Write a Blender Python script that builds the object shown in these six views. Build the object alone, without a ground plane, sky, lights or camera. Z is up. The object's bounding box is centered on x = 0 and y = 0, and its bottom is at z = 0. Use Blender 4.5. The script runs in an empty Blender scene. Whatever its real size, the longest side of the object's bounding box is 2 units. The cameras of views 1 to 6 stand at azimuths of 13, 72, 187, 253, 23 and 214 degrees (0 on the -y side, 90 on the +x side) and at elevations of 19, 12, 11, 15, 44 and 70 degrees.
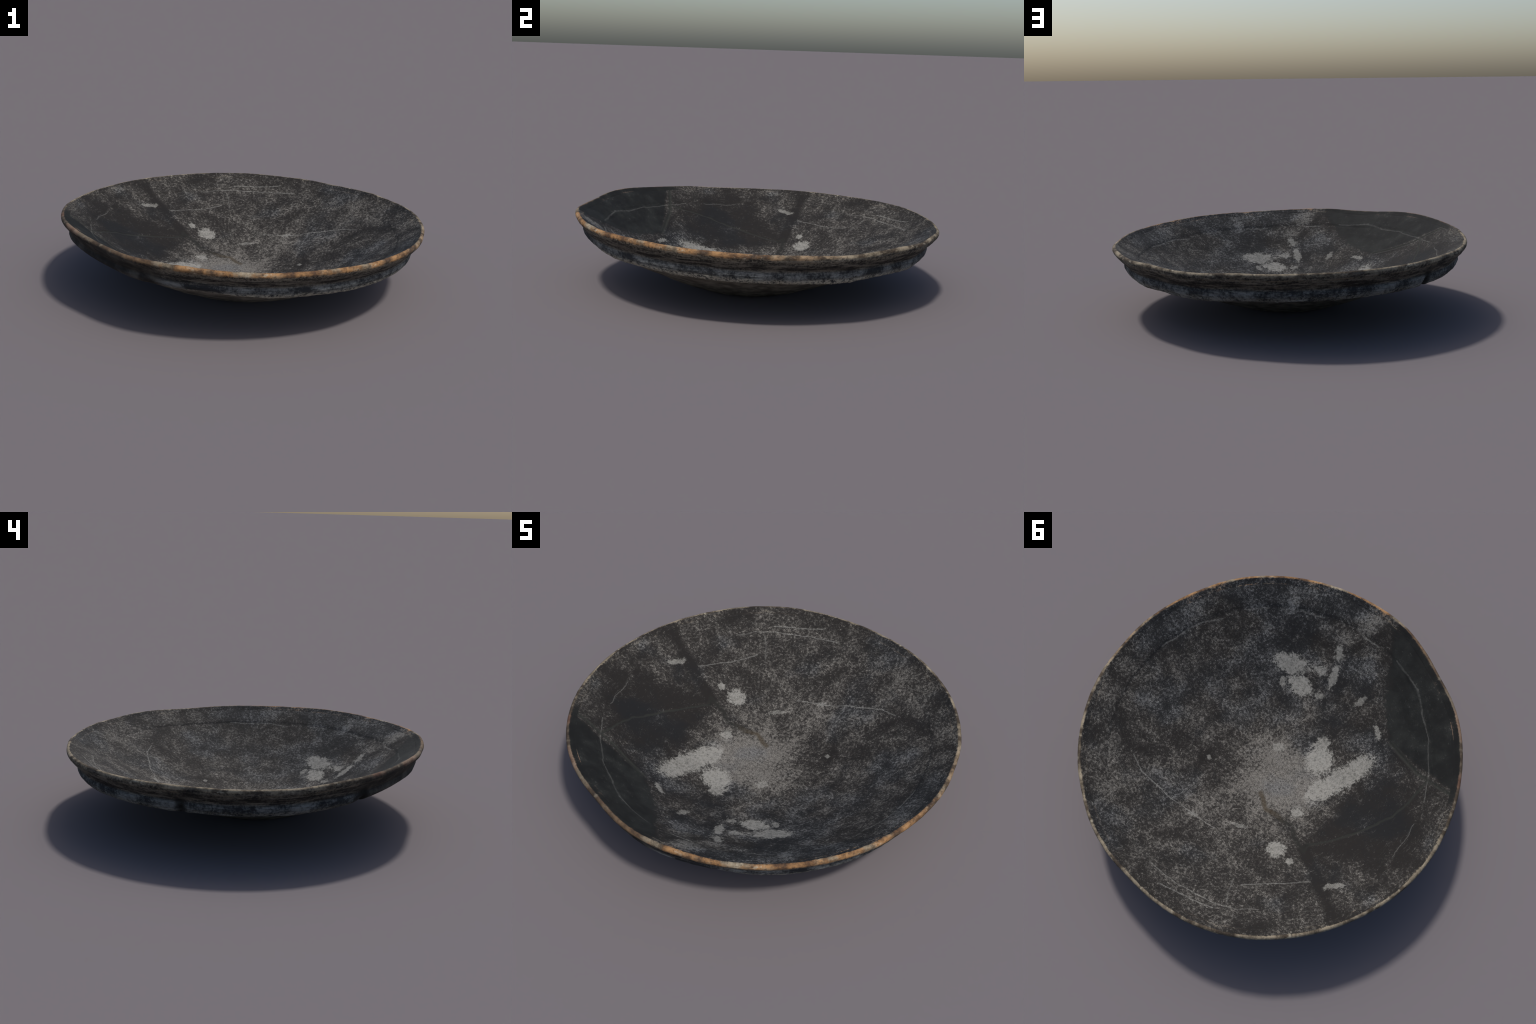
import bpy, math
import numpy as np
from mathutils import noise as mnoise, Vector

# =====================================================================
#  Shallow carinated bowl: one lathe-like surface whose rim wanders in
#  radius and height, cut into basin / rim / wall / base.
# =====================================================================
AZ = 1152                                   # divisions round the bowl

# rim crest, every 10 degrees round from +x: radius and height of the lip's core
RIM_R = [.9813, .9854, .9840, .9821, .9823, .9775, .9808, .9789, .9709, .9774, .9854, .9896,
         .9894, .9854, .9825, .9808, .9835, .9850, .9841, .9789, .9756, .9734, .9715, .9669,
         .9603, .9738, .9856, .9857, .9875, .9897, .9922, .9938, .9944, .9877, .9869, .9862]
RIM_Z = [.3653, .3606, .3674, .3673, .3606, .3648, .3586, .3585, .3672, .3684, .3733, .3753,
         .3774, .3781, .3816, .3838, .3835, .3860, .3906, .4029, .4102, .4185, .4277, .4256,
         .4131, .4073, .4103, .4061, .3989, .3930, .3920, .3900, .3843, .3791, .3739, .3708]
LIP = 0.014                                 # radius of the rounded lip
R0, Z0 = 0.982, 0.385                       # mean rim

# section of the basin: radius (for a mean rim) and height
BASIN = [(0, .040), (.15, .045), (.25, .057), (.35, .082), (.5, .133), (.6, .180), (.7, .230),
         (.78, .274), (.835, .305), (.85, .3150), (.868, .3285), (.92, .3605), (.952, .3785)]
# section of lip and outer wall, as offsets from the rim core (out, up)
LIP_SECTION = [(-.0200, .0005), (-.0135, .0055), (-.0070, .0102), (-.0003, .0130), (.0068, .0118),
               (.0120, .0068), (.0140, -.0005), (.0125, -.0080), (.0085, -.0165)]
WALL_SECTION = [(-.0005, -.0275), (-.0115, -.0400), (-.0240, -.0520), (-.0350, -.0620), (-.0425, -.0710),
                (-.0445, -.0780), (-.0430, -.0860), (-.0425, -.0960), (-.0455, -.1080),
                (-.0525, -.1200), (-.0620, -.1310), (-.0720, -.1390), (-.0800, -.1420)]
KEEL = (-.0960, -.1405)
FOOT_C, FOOT_R, FOOT_POW = (.022, -.056), .245, 1.17


def periodic(vals, ang):
    """Catmull-Rom through samples spaced evenly round the circle."""
    v = np.array(vals); n = len(v)
    f = (ang / (2 * np.pi)) % 1.0 * n
    i = np.floor(f).astype(int); t = f - i
    p0, p1, p2, p3 = v[(i - 1) % n], v[i % n], v[(i + 1) % n], v[(i + 2) % n]
    return 0.5 * (2 * p1 + (p2 - p0) * t + (2 * p0 - 5 * p1 + 4 * p2 - p3) * t * t
                  + (3 * p1 - p0 - 3 * p2 + p3) * t ** 3)


def resample(ctrl, n):
    """Open Catmull-Rom curve through 2D control points, n points by arc length."""
    c = np.array(ctrl, float)
    e = np.vstack([2 * c[0] - c[1], c, 2 * c[-1] - c[-2]])
    out = []
    for k in range(len(c) - 1):
        p0, p1, p2, p3 = e[k:k + 4]
        for t in np.linspace(0, 1, 24, endpoint=False):
            out.append(0.5 * (2 * p1 + (p2 - p0) * t + (2 * p0 - 5 * p1 + 4 * p2 - p3) * t * t
                              + (3 * p1 - p0 - 3 * p2 + p3) * t ** 3))
    out.append(c[-1]); out = np.array(out)
    s = np.r_[0, np.cumsum(np.hypot(*np.diff(out, axis=0).T))]
    q = np.linspace(0, s[-1], n)
    return np.stack([np.interp(q, s, out[:, 0]), np.interp(q, s, out[:, 1])], -1)


def sstep(x, a, b):
    t = np.clip((x - a) / (b - a), 0, 1)
    return t * t * (3 - 2 * t)


th = np.linspace(0, 2 * np.pi, AZ, endpoint=False)
RR, ZZ = periodic(RIM_R, th), periodic(RIM_Z, th)
deg = np.degrees(th)
FILL = sstep(deg, 196, 200) * (1 - sstep(deg, 257, 262))      # plaster-filled gap in the rim

rows = []                                    # each row: (AZ,3) ring of points
cx, sx = np.cos(th), np.sin(th)


def ring(r, z, ox=0.0, oy=0.0):
    rows.append(np.stack([ox + r * cx, oy + r * sx, z + 0 * th], -1))


# --- basin, from the middle outward
basin = resample(BASIN, 250)
basin = basin[1:]
for q, z in basin:
    lean = -.015 * np.cos(th - math.radians(295)) * min(q / .6, 1.0) * (1 - sstep(q, .68, .95))
    ring(q * RR / R0, z + (ZZ - Z0) * sstep(q, .45, .97) + lean)
n_basin = len(rows)
# --- lip
last = (BASIN[-1][0] - R0, BASIN[-1][1] - Z0)
lip = resample([last] + LIP_SECTION, 40)[1:]
for a, b in lip:
    ring(RR + a, ZZ + b)
n_rim = len(rows)
# --- outer wall: flaring neck, rounded shoulder, keel
wall = resample([LIP_SECTION[-1]] + WALL_SECTION + [KEEL], 84)[1:]
side = sstep(deg, 190, 215) * (1 - sstep(deg, 270, 300))
swell = .017 * sstep(deg, 160, 195) * (1 - sstep(deg, 262, 285)) - .006 * sstep(np.cos(th - .65), .6, 1)
for a, b in wall:
    ring(RR + a + swell * sstep(-b, .03, .09) * (1 - .5 * sstep(-b, .115, .14)), ZZ + b * (1 - side * .09 * sstep(-b, .05, .12)))
n_wall = len(rows)
# --- underside: shallow cone down to a small, slightly hollow foot
kx, ky = (RR + KEEL[0] + .5 * swell) * cx, (RR + KEEL[0] + .5 * swell) * sx
vault = ZZ + KEEL[1] + .020 + .005 * cx + .019 * sx + .008 * side + .013 * sstep(np.cos(th - 2.6), .3, 1)       # the cone would meet the wall above the keel
kz = ZZ + KEEL[1] * (1 - .09 * side)
fx, fy = FOOT_C[0] + FOOT_R * cx, FOOT_C[1] + FOOT_R * sx
for s in np.linspace(1, 0, 80)[1:]:
    zc = vault * s ** FOOT_POW
    rows.append(np.stack([fx + (kx - fx) * s, fy + (ky - fy) * s, zc + (kz - zc) * sstep(s, .962, 1.0)], -1))
for s in np.linspace(1, 0.02, 22)[1:]:
    rows.append(np.stack([FOOT_C[0] + FOOT_R * s * cx, FOOT_C[1] + FOOT_R * s * sx,
                          .006 * (1 - s ** 2) + 0 * th], -1))
n_base = len(rows)

P = np.array(rows)                           # (rows, AZ, 3)


# --------------------------------------------------------------- relief
def field(Q, scale, octaves=4, seed=0.0, hi=0.5):
    off = Vector((seed, seed * 1.7, -seed))
    flat = Q.reshape(-1, 3)
    out = np.fromiter((mnoise.fractal(Vector(p) * scale + off, hi, 2.0, octaves)
                       for p in flat.tolist()), float, len(flat))
    return out.reshape(Q.shape[:-1])


def surf_normals(P):
    dv = np.gradient(P, axis=0)
    du = np.roll(P, -1, 1) - np.roll(P, 1, 1)
    n = np.cross(du, dv)
    n /= np.linalg.norm(n, axis=-1, keepdims=True) + 1e-12
    return n


Nn = surf_normals(P)
if Nn[n_basin // 2, :, 2].mean() < 0:
    Nn = -Nn
idx = np.arange(len(P))
disp = np.zeros(P.shape[:2])
fill_row = FILL[None, :]
ragged = 1 - .75 * fill_row
# basin: soft unevenness and grain
b = slice(0, n_basin)
disp[b] += .0020 * field(P[b], 5.0, 2, 3.1) + .0006 * field(P[b], 45., 2, 8.0) * ragged
# crease ring where floor meets flaring side
rb = np.hypot(P[b][..., 0], P[b][..., 1]) / RR[None, :] * R0
disp[b] -= .0014 * np.exp(-((rb - .850) / .007) ** 2) * (.6 + .4 * np.sin(3 * th + 1))[None, :]


# mended breaks: shallow grooves with a raised smear of filler
def dist_polyline(X, Y, pts):
    d = np.full(X.shape, 9.0)
    for (x0, y0), (x1, y1) in zip(pts[:-1], pts[1:]):
        ux, uy = x1 - x0, y1 - y0
        h = np.clip(((X - x0) * ux + (Y - y0) * uy) / (ux * ux + uy * uy), 0, 1)
        d = np.minimum(d, np.hypot(X - x0 - h * ux, Y - y0 - h * uy))
    return d


SEAM_FILL = [(-.95, -.305), (-.907, -.319), (-.757, -.347), (-.679, -.365), (-.578, -.406), (-.474, -.446)]
SEAM_MAIN = [(-.750, -.336), (-.742, -.213), (-.711, -.101), (-.615, .051), (-.532, .162), (-.433, .263)]
SEAM_BENT = [(-.433, .263), (-.435, .300), (-.355, .269), (-.296, .215), (-.200, .206), (-.122, .215), (-.046, .149)]
BAND_DARK = [(-.435, .300), (-.549, .373), (-.644, .444), (-.781, .549), (-.83, .60)]
for line, depth, wdt in ((SEAM_FILL, .0022, .006), (SEAM_MAIN, .0025, .006), (SEAM_BENT, .0020, .007)):
    d = dist_polyline(P[b][..., 0], P[b][..., 1], line)
    disp[b] += -depth * np.exp(-(d / wdt) ** 2) + .5 * depth * np.exp(-((d - 2 * wdt) / wdt) ** 2)
# lip: chips and dents
r_ = slice(n_basin, n_rim)
chips = field(P[r_], 16., 3, 21.)
disp[r_] += .0012 * chips * ragged + .0006 * field(P[r_], 60., 2, 5.) * ragged
# outer wall: turning marks (noise stretched round the wall) and pitting
w_ = slice(n_rim, n_wall)
Wq = P[w_] * np.array([3.5, 3.5, 1.0])
streak = field(np.stack([P[w_][..., 0] * .05, P[w_][..., 1] * .05, P[w_][..., 2] - ZZ[None, :]], -1), 75., 3, 2.)
fade = sstep(np.arange(n_wall - n_rim), 0, 10)[:, None]
disp[w_] += (.0017 * streak + .0014 * field(P[w_], 30., 3, 12.)) * fade * (1 - .5 * fill_row)
# keel: bruised edge
kw = np.exp(-((idx - (n_wall - 4)) / 5.0) ** 2)[:, None]
kn = field(P[n_wall - 22:n_wall + 14], 34., 3, 40.)
disp[n_wall - 22:n_wall + 14] += .0050 * kn * kw[n_wall - 22:n_wall + 14]
# small gap in the shoulder where a break meets the wall (two places)
for ang, wd, dep in ((144.5, 1.1, .016), (201.0, 1.3, .012)):
    g = np.exp(-((deg - ang) / wd) ** 2)[None, :]
    ww = np.exp(-((idx - (n_wall - 24)) / 20.0) ** 2)[:, None]
    disp -= dep * g * ww * (idx >= n_rim)[:, None] * (idx < n_wall + 20)[:, None]
# underside
u_ = slice(n_wall, n_base)
ufade = sstep(np.arange(n_base - n_wall), 0, 14)[:, None]
disp[u_] += (.0030 * field(P[u_], 6., 3, 17.) + .0009 * field(P[u_], 40., 2, 19.)) * ufade * 1.0
P = P + Nn * disp[..., None]

# seat on z = 0, centre the extent and make the longest side 2 m
lo, hi = P.reshape(-1, 3).min(0), P.reshape(-1, 3).max(0)
P[..., 0] -= (lo[0] + hi[0]) / 2
P[..., 1] -= (lo[1] + hi[1]) / 2
P[..., 2] -= lo[2]
P *= 2.0 / max(hi[0] - lo[0], hi[1] - lo[1])


# =====================================================================
#  Node helpers
# =====================================================================
class Tree:
    def __init__(self, mat):
        self.nt = mat.node_tree
        self.nt.nodes.clear()

    def new(self, kind):
        return self.nt.nodes.new(kind)

    def put(self, node, sock, val):
        s = node.inputs[sock]
        if isinstance(val, V):
            self.nt.links.new(val.s, s)
        else:
            s.default_value = val

    def math(self, op, a, b=0.0, c=0.0, clamp=False):
        n = self.new('ShaderNodeMath'); n.operation = op; n.use_clamp = clamp
        for i, v in enumerate((a, b, c)):
            self.put(n, i, v)
        return V(self, n.outputs[0])

    def vmath(self, op, a, b=(0, 0, 0), scale=None, out=0):
        n = self.new('ShaderNodeVectorMath'); n.operation = op
        self.put(n, 0, a); self.put(n, 1, b)
        if scale is not None:
            self.put(n, 'Scale', scale)
        return V(self, n.outputs[out])

    def noise(self, vec, scale, detail=3.0, rough=.5, distort=0.0, out=0, lac=2.0):
        n = self.new('ShaderNodeTexNoise')
        self.put(n, 'Vector', vec); self.put(n, 'Scale', scale); self.put(n, 'Detail', detail)
        self.put(n, 'Roughness', rough); self.put(n, 'Distortion', distort); self.put(n, 'Lacunarity', lac)
        return V(self, n.outputs[out])

    def step(self, v, a, b, lo=0.0, hi=1.0):
        n = self.new('ShaderNodeMapRange'); n.interpolation_type = 'SMOOTHSTEP'
        for i, x in enumerate((v, a, b, lo, hi)):
            self.put(n, i, x)
        return V(self, n.outputs[0])

    def mix(self, f, a, b):
        n = self.new('ShaderNodeMix'); n.data_type = 'RGBA'
        self.put(n, 0, f)
        for k, v in ((6, a), (7, b)):
            self.put(n, k, v if isinstance(v, V) else (v[0], v[1], v[2], 1))
        return V(self, n.outputs[2])

    def comb(self, x, y, z):
        n = self.new('ShaderNodeCombineXYZ')
        for i, v in enumerate((x, y, z)):
            self.put(n, i, v)
        return V(self, n.outputs[0])

    def segment(self, p, a, b):
        """distance from p to the segment a-b in plan"""
        ab = (b[0] - a[0], b[1] - a[1], 0.0)
        l2 = ab[0] ** 2 + ab[1] ** 2
        d = self.vmath('SUBTRACT', p, (a[0], a[1], 0.0))
        h = self.vmath('DOT_PRODUCT', d, (ab[0] / l2, ab[1] / l2, 0.0), out=1).clamp()
        return self.vmath('LENGTH', self.vmath('SUBTRACT', d, self.vmath('SCALE', ab, scale=h)), out=1)

    def polyline(self, p, pts):
        m = None
        for a, b in zip(pts[:-1], pts[1:]):
            d = self.segment(p, a, b)
            m = d if m is None else self.math('MINIMUM', m, d)
        return m

    def ellipse(self, p, cx, cy, a, b, rot):
        """1 at the centre falling to 0 at the edge of a turned ellipse (negative outside)"""
        c, s = math.cos(math.radians(rot)), math.sin(math.radians(rot))
        d = self.vmath('SUBTRACT', p, (cx, cy, 0.0))
        u = self.vmath('DOT_PRODUCT', d, (c / a, s / a, 0), out=1)
        v = self.vmath('DOT_PRODUCT', d, (-s / b, c / b, 0), out=1)
        return 1.0 - self.math('SQRT', u * u + v * v)


class V:
    def __init__(self, t, s):
        self.t, self.s = t, s

    def __add__(self, o): return self.t.math('ADD', self, o)
    __radd__ = __add__
    def __sub__(self, o): return self.t.math('SUBTRACT', self, o)
    def __rsub__(self, o): return self.t.math('SUBTRACT', o, self)
    def __mul__(self, o): return self.t.math('MULTIPLY', self, o)
    __rmul__ = __mul__
    def clamp(self): return self.t.math('MINIMUM', self.t.math('MAXIMUM', self, 0.0), 1.0)
    def max(self, o): return self.t.math('MAXIMUM', self, o)


# features of the basin in plan ------------------------------------------------
PATCHES = [  # bare pale patches: x, y, half length, half width, turn, strength
    (.257, -.538, .105, .048, 20, .85), (.150, -.474, .078, .048, 1, 1.0), (.096, -.596, .038, .026, 13, .8),
    (.015, -.605, .024, .062, 16, .8), (.058, -.712, .026, .037, 29, .7), (.021, -.485, .029, .022, 32, .6),
    (.240, -.433, .015, .036, 36, .6), (-.193, -.578, .040, .016, -110, .6), (-.374, -.470, .012, .042, -128, .8),
    (-.192, -.194, .075, .090, 31, 1.1), (-.150, -.270, .040, .050, 10, .9), (-.395, -.25, .105, .064, -112, .95), (-.35, -.15, .11, .070, -109, .95), (-.305, -.06, .100, .060, -112, 1.0), (-.275, .134, .036, .031, -112, .9),
    (-.315, .374, .050, .046, 13, 1.0), (-.416, .398, .018, .020, 35, .8), (.044, -.123, .037, .025, 37, .7),
    (.304, .163, .012, .020, 42, .7), (.153, .482, .024, .013, 25, .7), (-.067, .380, .042, .014, 22, .6),
    (-.684, .390, .055, .018, 45, .7)]
CLOUDS = [   # zones where the pale flecks crowd together
    (-.10, .00, .36, .28, 35, .52), (-.164, .052, .20, .20, 0, .18), (.023, -.909, .105, .07, 10, .34),
    (.06, -.790, .075, .05, 29, .28), (.431, -.780, .04, .08, 34, .30), (-.133, -.748, .12, .11, 26, .22),
    (-.876, .368, .10, .035, -114, .22), (-.02, .38, .40, .22, 20, .10), (.62, .62, .30, .12, -45, .14)]
SHADY = [    # zones almost free of flecks
    (-.84, .02, .26, .14, -96, .16),
    (-.640, .010, .33, .20, -111, .26), (.30, -.66, .16, .10, 20, .16), (.66, -.52, .20, .10, -40, .12)]
FILL_EDGE = [(-.03, -1.0), (-.058, -.936), (-.124, -.871), (-.222, -.806), (-.250, -.725), (-.316, -.645),
             (-.346, -.547), (-.407, -.485), (-.474, -.446)]
PALE_LINES = [  # scratches and worn crease: width, strength, points
    (.0050, .42, [(-.243, -.822), (-.335, -.784), (-.438, -.726), (-.512, -.654), (-.577, -.593)]),
    (.0035, .40, [(-.577, -.593), (-.638, -.530), (-.700, -.437), (-.741, -.371), (-.805, -.236)]),
    (.0030, .35, [(-.828, -.112), (-.836, -.020), (-.837, .096)]),
    (.0050, .50, [(-.003, -.842), (-.109, -.836)]),
    (.0035, .75, [(.589, .432), (.503, .476), (.397, .483), (.290, .490), (.201, .486), (.123, .486), (.013, .475)]),
    (.0030, .65, [(.130, .842), (.046, .853), (-.044, .854), (-.138, .840), (-.252, .821)]),
    (.0040, .40, [(-.252, .821), (-.363, .778), (-.455, .712)]),
    (.0040, .60, [(.022, .909), (-.096, .886), (-.192, .865), (-.272, .845)]),
    (.0050, .35, [(-.251, .648), (-.273, .726), (-.306, .773)]),
    (.0040, .55, [(-.300, .657), (-.412, .561), (-.489, .501), (-.569, .436)]),
    (.0045, .35, [(.850, -.138), (.829, -.200), (.803, -.302), (.753, -.399), (.689, -.477)]),
    (.0045, .35, [(.608, -.604), (.517, -.682)]), (.0045, .35, [(.370, -.770), (.235, -.813)])]


def build_material(name, zone):
    """zone: basin, rim, wall or base"""
    mat = bpy.data.materials.new(name); mat.use_nodes = True
    T = Tree(mat)
    co = V(T, T.new('ShaderNodeTexCoord').outputs['Object'])
    sep = T.new('ShaderNodeSeparateXYZ'); T.put(sep, 0, co)
    x, y, z = (V(T, o) for o in sep.outputs)
    r = T.math('SQRT', x * x + y * y)
    c, s = T.math('DIVIDE', x, r.max(.001)), T.math('DIVIDE', y, r.max(.001))
    c2, s2 = c * c - s * s, 2.0 * (c * s)
    c3, s3 = c2 * c - s2 * s, s2 * c + c2 * s
    c4, s4 = c2 * c2 - s2 * s2, 2.0 * (c2 * s2)

    def harmonic(k):
        out = k[1] * c + k[0]
        for f, w in zip((s, c2, s2, c3, s3, c4, s4), k[2:]):
            out = out + w * f
        return out
    rim_r = harmonic((.9821, .0039, 0., .0005, -.0075, -.0022, .0016, .0008, .0027))
    rim_z = harmonic((.3853, -.0163, -.0204, -.0024, .0045, .0027, -.0031, -.0030, .0023))
    dr, dz = r - rim_r, z - rim_z
    geo = T.new('ShaderNodeNewGeometry')
    facing = T.vmath('DOT_PRODUCT', V(T, geo.outputs['Normal']), T.comb(c, s, 0.0), out=1)   # -1 inward, 1 outward

    def lobe(angle, half, soft=12.0):
        """1 within `half` degrees of an azimuth, soft edged"""
        a = math.radians(angle)
        d = math.cos(a) * c + math.sin(a) * s
        return T.step(d, math.cos(math.radians(half + soft)), math.cos(math.radians(max(half - soft, 0))))

    fill_az = lobe(229, 31.5, 3.0)
    big = T.noise(co, 2.2, 3, .55)
    mid = T.noise(co, 9.0, 4, .6)
    fine = T.noise(co, 70.0, 6, .76, .35)
    fine2 = T.noise(co, 110.0, 3, .6, .6)
    grit = T.noise(co, 30.0, 5, .7, .3)
    dust = T.noise(co, 210.0, 2, .6)
    hue = T.noise(T.vmath('ADD', co, (7, 3, 1)), 3.2, 3, .55) + .07 * y - .05 * x + .065

    inside = outside = under = None
    if zone in ('basin', 'rim'):
        flat = T.comb(x, y, 0.0)
        w1 = T.vmath('SCALE', T.vmath('SUBTRACT', T.noise(flat, 26.0, 4, .65, out=1), (.5, .5, .5)), scale=.050)
        w2 = T.vmath('SCALE', T.vmath('SUBTRACT', T.noise(flat, 14.0, 3, .6, out=1), (.5, .5, .5)), scale=.022)
        pw = T.vmath('MULTIPLY', T.vmath('ADD', flat, w1), (1, 1, 0))
        pl = T.vmath('MULTIPLY', T.vmath('ADD', flat, w2), (1, 1, 0))
        dens = .40 + .50 * (big - .5) + .95 * (mid - .5)
        for a in CLOUDS:
            dens = dens + a[5] * T.step(T.ellipse(pw, *a[:5]), -.15, .75)
        for a in SHADY:
            dens = dens - a[5] * T.step(T.ellipse(pw, *a[:5]), -.25, .55)
        # plaster fill: between the seam, the ragged edge and the rim
        if zone == 'basin':
            n1 = T.vmath('DOT_PRODUCT', T.vmath('SUBTRACT', pw, (-.474, -.446, 0)), (-.250, -.968, 0), out=1)
            f1 = T.step(n1, -.006, .012) * T.step(x * -1.0 + .10 * (grit - .5), -.02, .12)
            n2 = T.vmath('DOT_PRODUCT', T.vmath('SUBTRACT', pw, (-.474, -.446, 0)), (-.782, -.623, 0), out=1)
            n3 = T.vmath('DOT_PRODUCT', T.vmath('SUBTRACT', pw, (-.222, -.806, 0)), (-.830, -.558, 0), out=1)
            f2 = T.step(T.math('MINIMUM', n2 + .03, n3 + .02) + .16 * (mid - .5) + .07 * (grit - .5), -.015, .035)
            fill = f1 * f2
        else:
            fill = fill_az
        dens = dens - .31 * fill
        band = T.step(T.polyline(pl, BAND_DARK), .045, .010) if zone == 'basin' else 0.0
        if zone == 'basin':
            dens = dens - .28 * band
        # crowding of flecks: a threshold that drops as density rises
        thr = .66 - .34 * dens
        fleck = T.step(fine - thr, -.03, .14)
        hair = T.step(T.math('ABSOLUTE', fine2 - .5), .030, .004) * T.step(dens, .15, .75)
        veil = T.step(dens, .15, 1.15)
        amt = (.46 * fleck + .18 * hair + .36 * veil * (.25 + 1.2 * T.step(fine, .38, .68))) * T.step(dust + .5 * (fine2 - .5), .30, .70, .45, 1.30)
        amt = amt + .42 * T.step(dust + .4 * (fine - .5), .60, .70) * T.step(dens, .05, .60)
        pale = T.mix(T.step(hue, .40, .60), (.166, .165, .162), (.184, .172, .153))
        dark = T.mix(T.step(hue, .42, .62), (.0110, .0112, .0116), (.0140, .0124, .0112))
        dark = T.mix(fill, dark, T.mix(T.step(mid, .38, .66), (.0085, .0087, .0084), (.0150, .0160, .0148)))
        inside = T.mix((amt * (1.0 - .60 * fill)).clamp(), dark, pale)
        if zone == 'basin':
            solid = None
            ragged_edge = .9 * (grit - .5) + 1.3 * (fine - .5) + .6 * (dust - .5)
            for a in PATCHES:
                m = a[5] * T.step(T.ellipse(pw, *a[:5]) + ragged_edge, -.16, .28)
                solid = m if solid is None else solid.max(m)
            solid = solid * T.step(fine + .4 * grit + .5 * (dust - .5), .40, .86, .30, 1.0)
            inside = T.mix((.92 * solid).clamp(), inside, (.245, .238, .214))
            wander = T.noise(flat, 9.0, 3, .5, .6)
            lines = .45 * T.step(dens, .10, .45) * T.step(T.math('ABSOLUTE', wander - .5), .0050, .0008) * T.step(grit, .50, .60)
            turned = T.noise(T.comb(c * .55, s * .55, r * 9.0), 8.0, 3, .6)
            lines = lines.max(.30 * T.step(T.math('ABSOLUTE', turned - .5), .010, .001) * T.step(grit, .50, .62))
            for wd, st, pts in PALE_LINES:
                m = st * T.step(T.polyline(pl, pts) + .010 * (grit - .5), wd * 1.25, wd * .25)
                lines = lines.max(m)
            lines = lines.max(0.0) * (1.0 - .45 * fill)
            inside = T.mix((lines * T.step(grit + .5 * fine, .55, .95, .25, 1.15)).clamp(), inside, (.200, .196, .180))
            seam = T.step(T.polyline(pl, SEAM_FILL), .016, .004).max(T.step(T.polyline(pl, SEAM_MAIN), .009, .003))
            inside = T.mix(.8 * seam, inside, (.0230, .0240, .0205))
            bent = T.step(T.polyline(pl, SEAM_BENT), .020, .005)
            inside = T.mix(.70 * bent, inside, T.mix(T.step(x, -.28, -.12), (.0175, .0175, .0150), (.045, .033, .018)))
    if zone in ('rim', 'wall'):
        # coordinates stretched round the wall for turning streaks
        st = T.comb(c * .9, s * .9, dz * 9.0)
        streak = T.noise(st, 7.0, 5, .65)
        streak2 = T.noise(st, 16.0, 4, .6)
        dz_n = dz + .020 * (mid - .5) + .012 * (fine - .5)
        neck = T.mix(T.step(streak + .45 * (fine - .5), .38, .66), (.022, .0190, .0165), (.135, .120, .098))
        neck = T.mix(T.step(streak2 + .4 * (fine - .5), .50, .36) * .7, neck, (.010, .0095, .0095))
        should = T.mix(T.step(mid + .7 * (fine - .5), .36, .68), (.022, .0235, .0255), (.168, .174, .170))
        should = T.mix(T.step(streak2, .50, .34) * .6, should, (.011, .012, .014))
        outside = T.mix(T.step(dz_n, -.066, -.086), neck, should)
        pale_edge = T.step(dz_n, -.104, -.126) * (.30 + .70 * lobe(320, 75, 25)) * T.step(.6 * grit + 1.4 * fine, .84, 1.10)
        outside = T.mix(.9 * pale_edge, outside, (.360, .335, .270))
        # grey-cream granular band under the lip
        bandm = T.step(dz_n, -.040, -.018) * T.step(fine + .5 * (mid - .5), .40, .66) * (.45 + .55 * lobe(330, 80, 30))
        outside = T.mix(.75 * bandm, outside, (.220, .195, .150))
        # plaster fill is browner and plainer
        filler = T.mix(T.step(mid, .40, .66), (.018, .0155, .0130), (.060, .053, .043))
        outside = T.mix(.85 * fill_az, outside, filler)
        # dark stains at the breaks
        stain = lobe(144.5, 1.2, 1.1).max(lobe(201, 1.3, 1.2)) * T.step(dz, -.035, -.075)
        outside = T.mix(.85 * stain, outside, (.0075, .0070, .0065))
    if zone == 'base':
        mott = T.noise(co, 14.0, 5, .6)
        under = T.mix(T.step(mott, .36, .66), (.080, .073, .060), (.190, .175, .145))
        under = T.mix(T.step(fine, .58, .74) * .4, under, (.22, .20, .165))
        edge = T.step(r, .86, .885) * T.step(mid + fine, .80, 1.1) * .6
        under = T.mix(edge, under, (.23, .215, .175))

    if zone == 'basin':
        col = inside
        # tan wear spilling over from the lip
        tone0 = T.noise(T.comb(c, s, dz * 2.0), 9.0, 4, .65)
        wear = T.step(dr + .024 * (fine - .5) + .030 * (mid - .5), -.030, -.012) * T.step(tone0, .42, .58)
        col = T.mix(wear * .5 * (1.0 - .7 * fill), col, (.110, .082, .055))
    elif zone == 'rim':
        out_m = T.step(facing + .5 * (fine - .5), -.05, .35)
        col = T.mix(out_m, inside, outside)
        warm = lobe(300, 48, 30)
        worn = T.step(facing + .9 * (fine - .5) + .9 * (mid - .5), -.52, -.14) \
            * T.step(dz + .022 * (fine - .5) + .022 * (mid - .5) + .007 * warm, -.007, .008)
        tone = T.noise(T.comb(c, s, dz * 2.0), 11.0, 4, .65)
        tan = T.mix(T.step(tone, .38, .62), (.048, .036, .025), (.240, .200, .142))
        rust = T.mix(T.step(tone, .36, .62), (.075, .042, .024), (.300, .165, .072))
        cap = T.mix(warm * T.step(T.noise(co, 8.0, 4, .6), .38, .54), tan, rust)
        cream = T.step(T.noise(T.comb(c, s, dz * 2.0), 19.0, 3, .6), .60, .70)
        cap = T.mix(cream * .65, cap, (.360, .320, .240))
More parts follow.
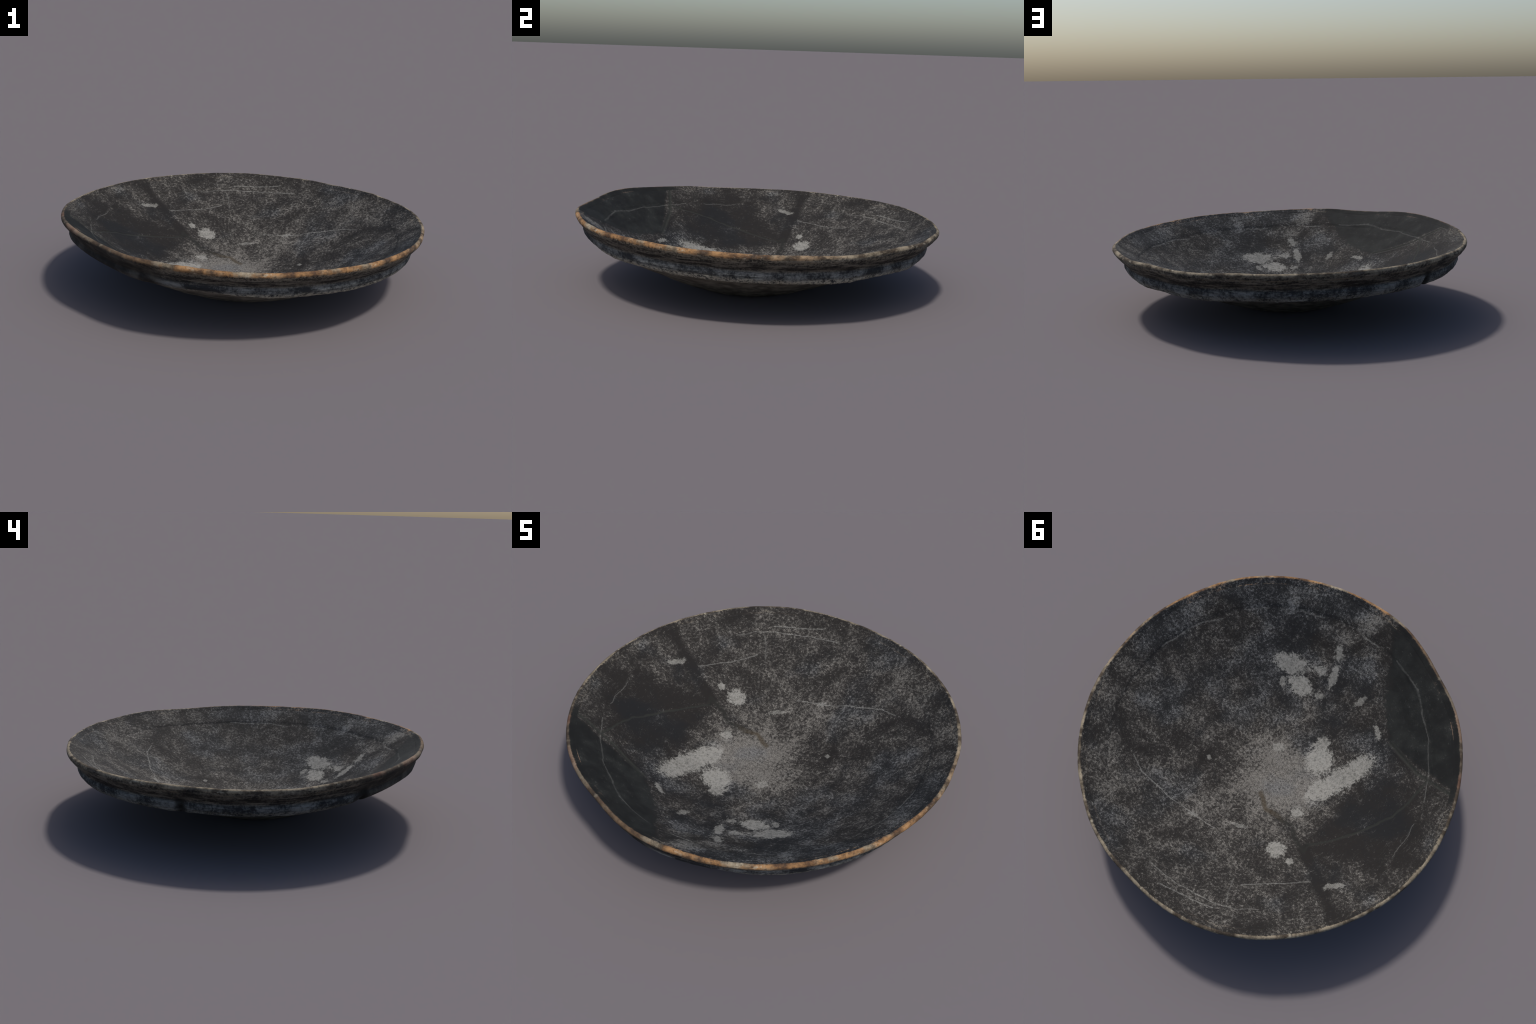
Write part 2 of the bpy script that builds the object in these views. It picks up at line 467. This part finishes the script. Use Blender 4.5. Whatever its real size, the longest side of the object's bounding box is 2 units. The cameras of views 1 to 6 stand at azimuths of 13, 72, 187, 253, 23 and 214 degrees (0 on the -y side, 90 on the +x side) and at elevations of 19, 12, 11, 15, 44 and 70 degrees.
        cap = T.mix(T.step(fine, .50, .34) * .6, cap, (.030, .026, .022))
        cap = T.mix(fill_az * .6, cap, T.mix(T.step(T.noise(co, 7.0, 2, .5), .48, .58), (.050, .036, .026), (.120, .060, .040)))
        worn = worn * T.step(tone + .5 * (mid - .5), .22, .40, .25, 1.0)
        col = T.mix(worn, col, cap)
    elif zone == 'wall':
        col = outside
        worn = T.step(dz + .022 * (fine - .5) + .022 * (mid - .5), -.026, -.010) * T.step(mid, .40, .60)
        col = T.mix(worn * .7, col, (.150, .120, .085))
    else:
        col = under

    bs = T.new('ShaderNodeBsdfPrincipled')
    T.put(bs, 'Base Color', col)
    T.put(bs, 'Roughness', .85)
    T.put(bs, 'Specular IOR Level', .18)
    bump = T.new('ShaderNodeBump')
    T.put(bump, 'Strength', .35); T.put(bump, 'Distance', .004)
    T.put(bump, 'Height', fine + .5 * fine2)
    T.put(bs, 'Normal', V(T, bump.outputs[0]))
    out = T.new('ShaderNodeOutputMaterial')
    T.nt.links.new(bs.outputs[0], out.inputs[0])
    return mat


# =====================================================================
#  Meshes: one surface, separated by region with shared normals
# =====================================================================
normals = surf_normals(P)
if normals[n_basin // 2, :, 2].mean() < 0:
    normals = -normals
normals[0] = normals[1]
normals[-1] = normals[-2]
centre_top = P[0].mean(0)
centre_bot = P[-1].mean(0)


def make_part(name, r0, r1, zone, cap=None):
    """faces between rows r0 and r1 (inclusive); optional closing fan at one end"""
    n = r1 - r0 + 1
    verts = P[r0:r1 + 1].reshape(-1, 3)
    nor = normals[r0:r1 + 1].reshape(-1, 3)
    i = np.arange(n - 1)[:, None] * AZ
    j = np.arange(AZ)[None, :]
    k = (j + 1) % AZ
    quads = np.stack([i + j, i + k, i + AZ + k, i + AZ + j], -1).reshape(-1, 4)
    # orient so that faces look along the stored normals
    a = verts[quads[:, 1]] - verts[quads[:, 0]]
    bvec = verts[quads[:, 3]] - verts[quads[:, 0]]
    if (np.cross(a, bvec) * nor[quads[:, 0]]).sum() < 0:
        quads = quads[:, ::-1]
    faces = quads.tolist()
    vl = verts.tolist(); nl = nor.tolist()
    if cap is not None:
        ci = len(vl)
        up = cap == 'top'
        vl.append((centre_top if up else centre_bot).tolist())
        nl.append([0, 0, 1.0 if up else -1.0])
        base = 0 if up else (n - 1) * AZ
        for q in range(AZ):
            a_, b_ = base + q, base + (q + 1) % AZ
            faces.append([ci, a_, b_] if up else [ci, b_, a_])
    me = bpy.data.meshes.new(name)
    me.from_pydata(vl, [], faces)
    me.polygons.foreach_set('use_smooth', [True] * len(me.polygons))
    me.normals_split_custom_set_from_vertices(nl)
    me.update()
    me.materials.append(build_material('fired_clay_' + name, zone))
    ob = bpy.data.objects.new(name, me)
    bpy.context.collection.objects.link(ob)
    return ob


bowl = bpy.data.objects.new('bowl', None)
bpy.context.collection.objects.link(bowl)
bowl['label'] = 'shallow ancient black pottery bowl with worn tan rim'
bowl['category'] = 'bowl'
for part in (make_part('basin', 0, n_basin - 1, 'basin', 'top'),
             make_part('rim', n_basin - 1, n_rim - 1, 'rim'),
             make_part('outer_wall', n_rim - 1, n_wall - 1, 'wall'),
             make_part('base', n_wall - 1, n_base - 1, 'base', 'bottom')):
    part.parent = bowl
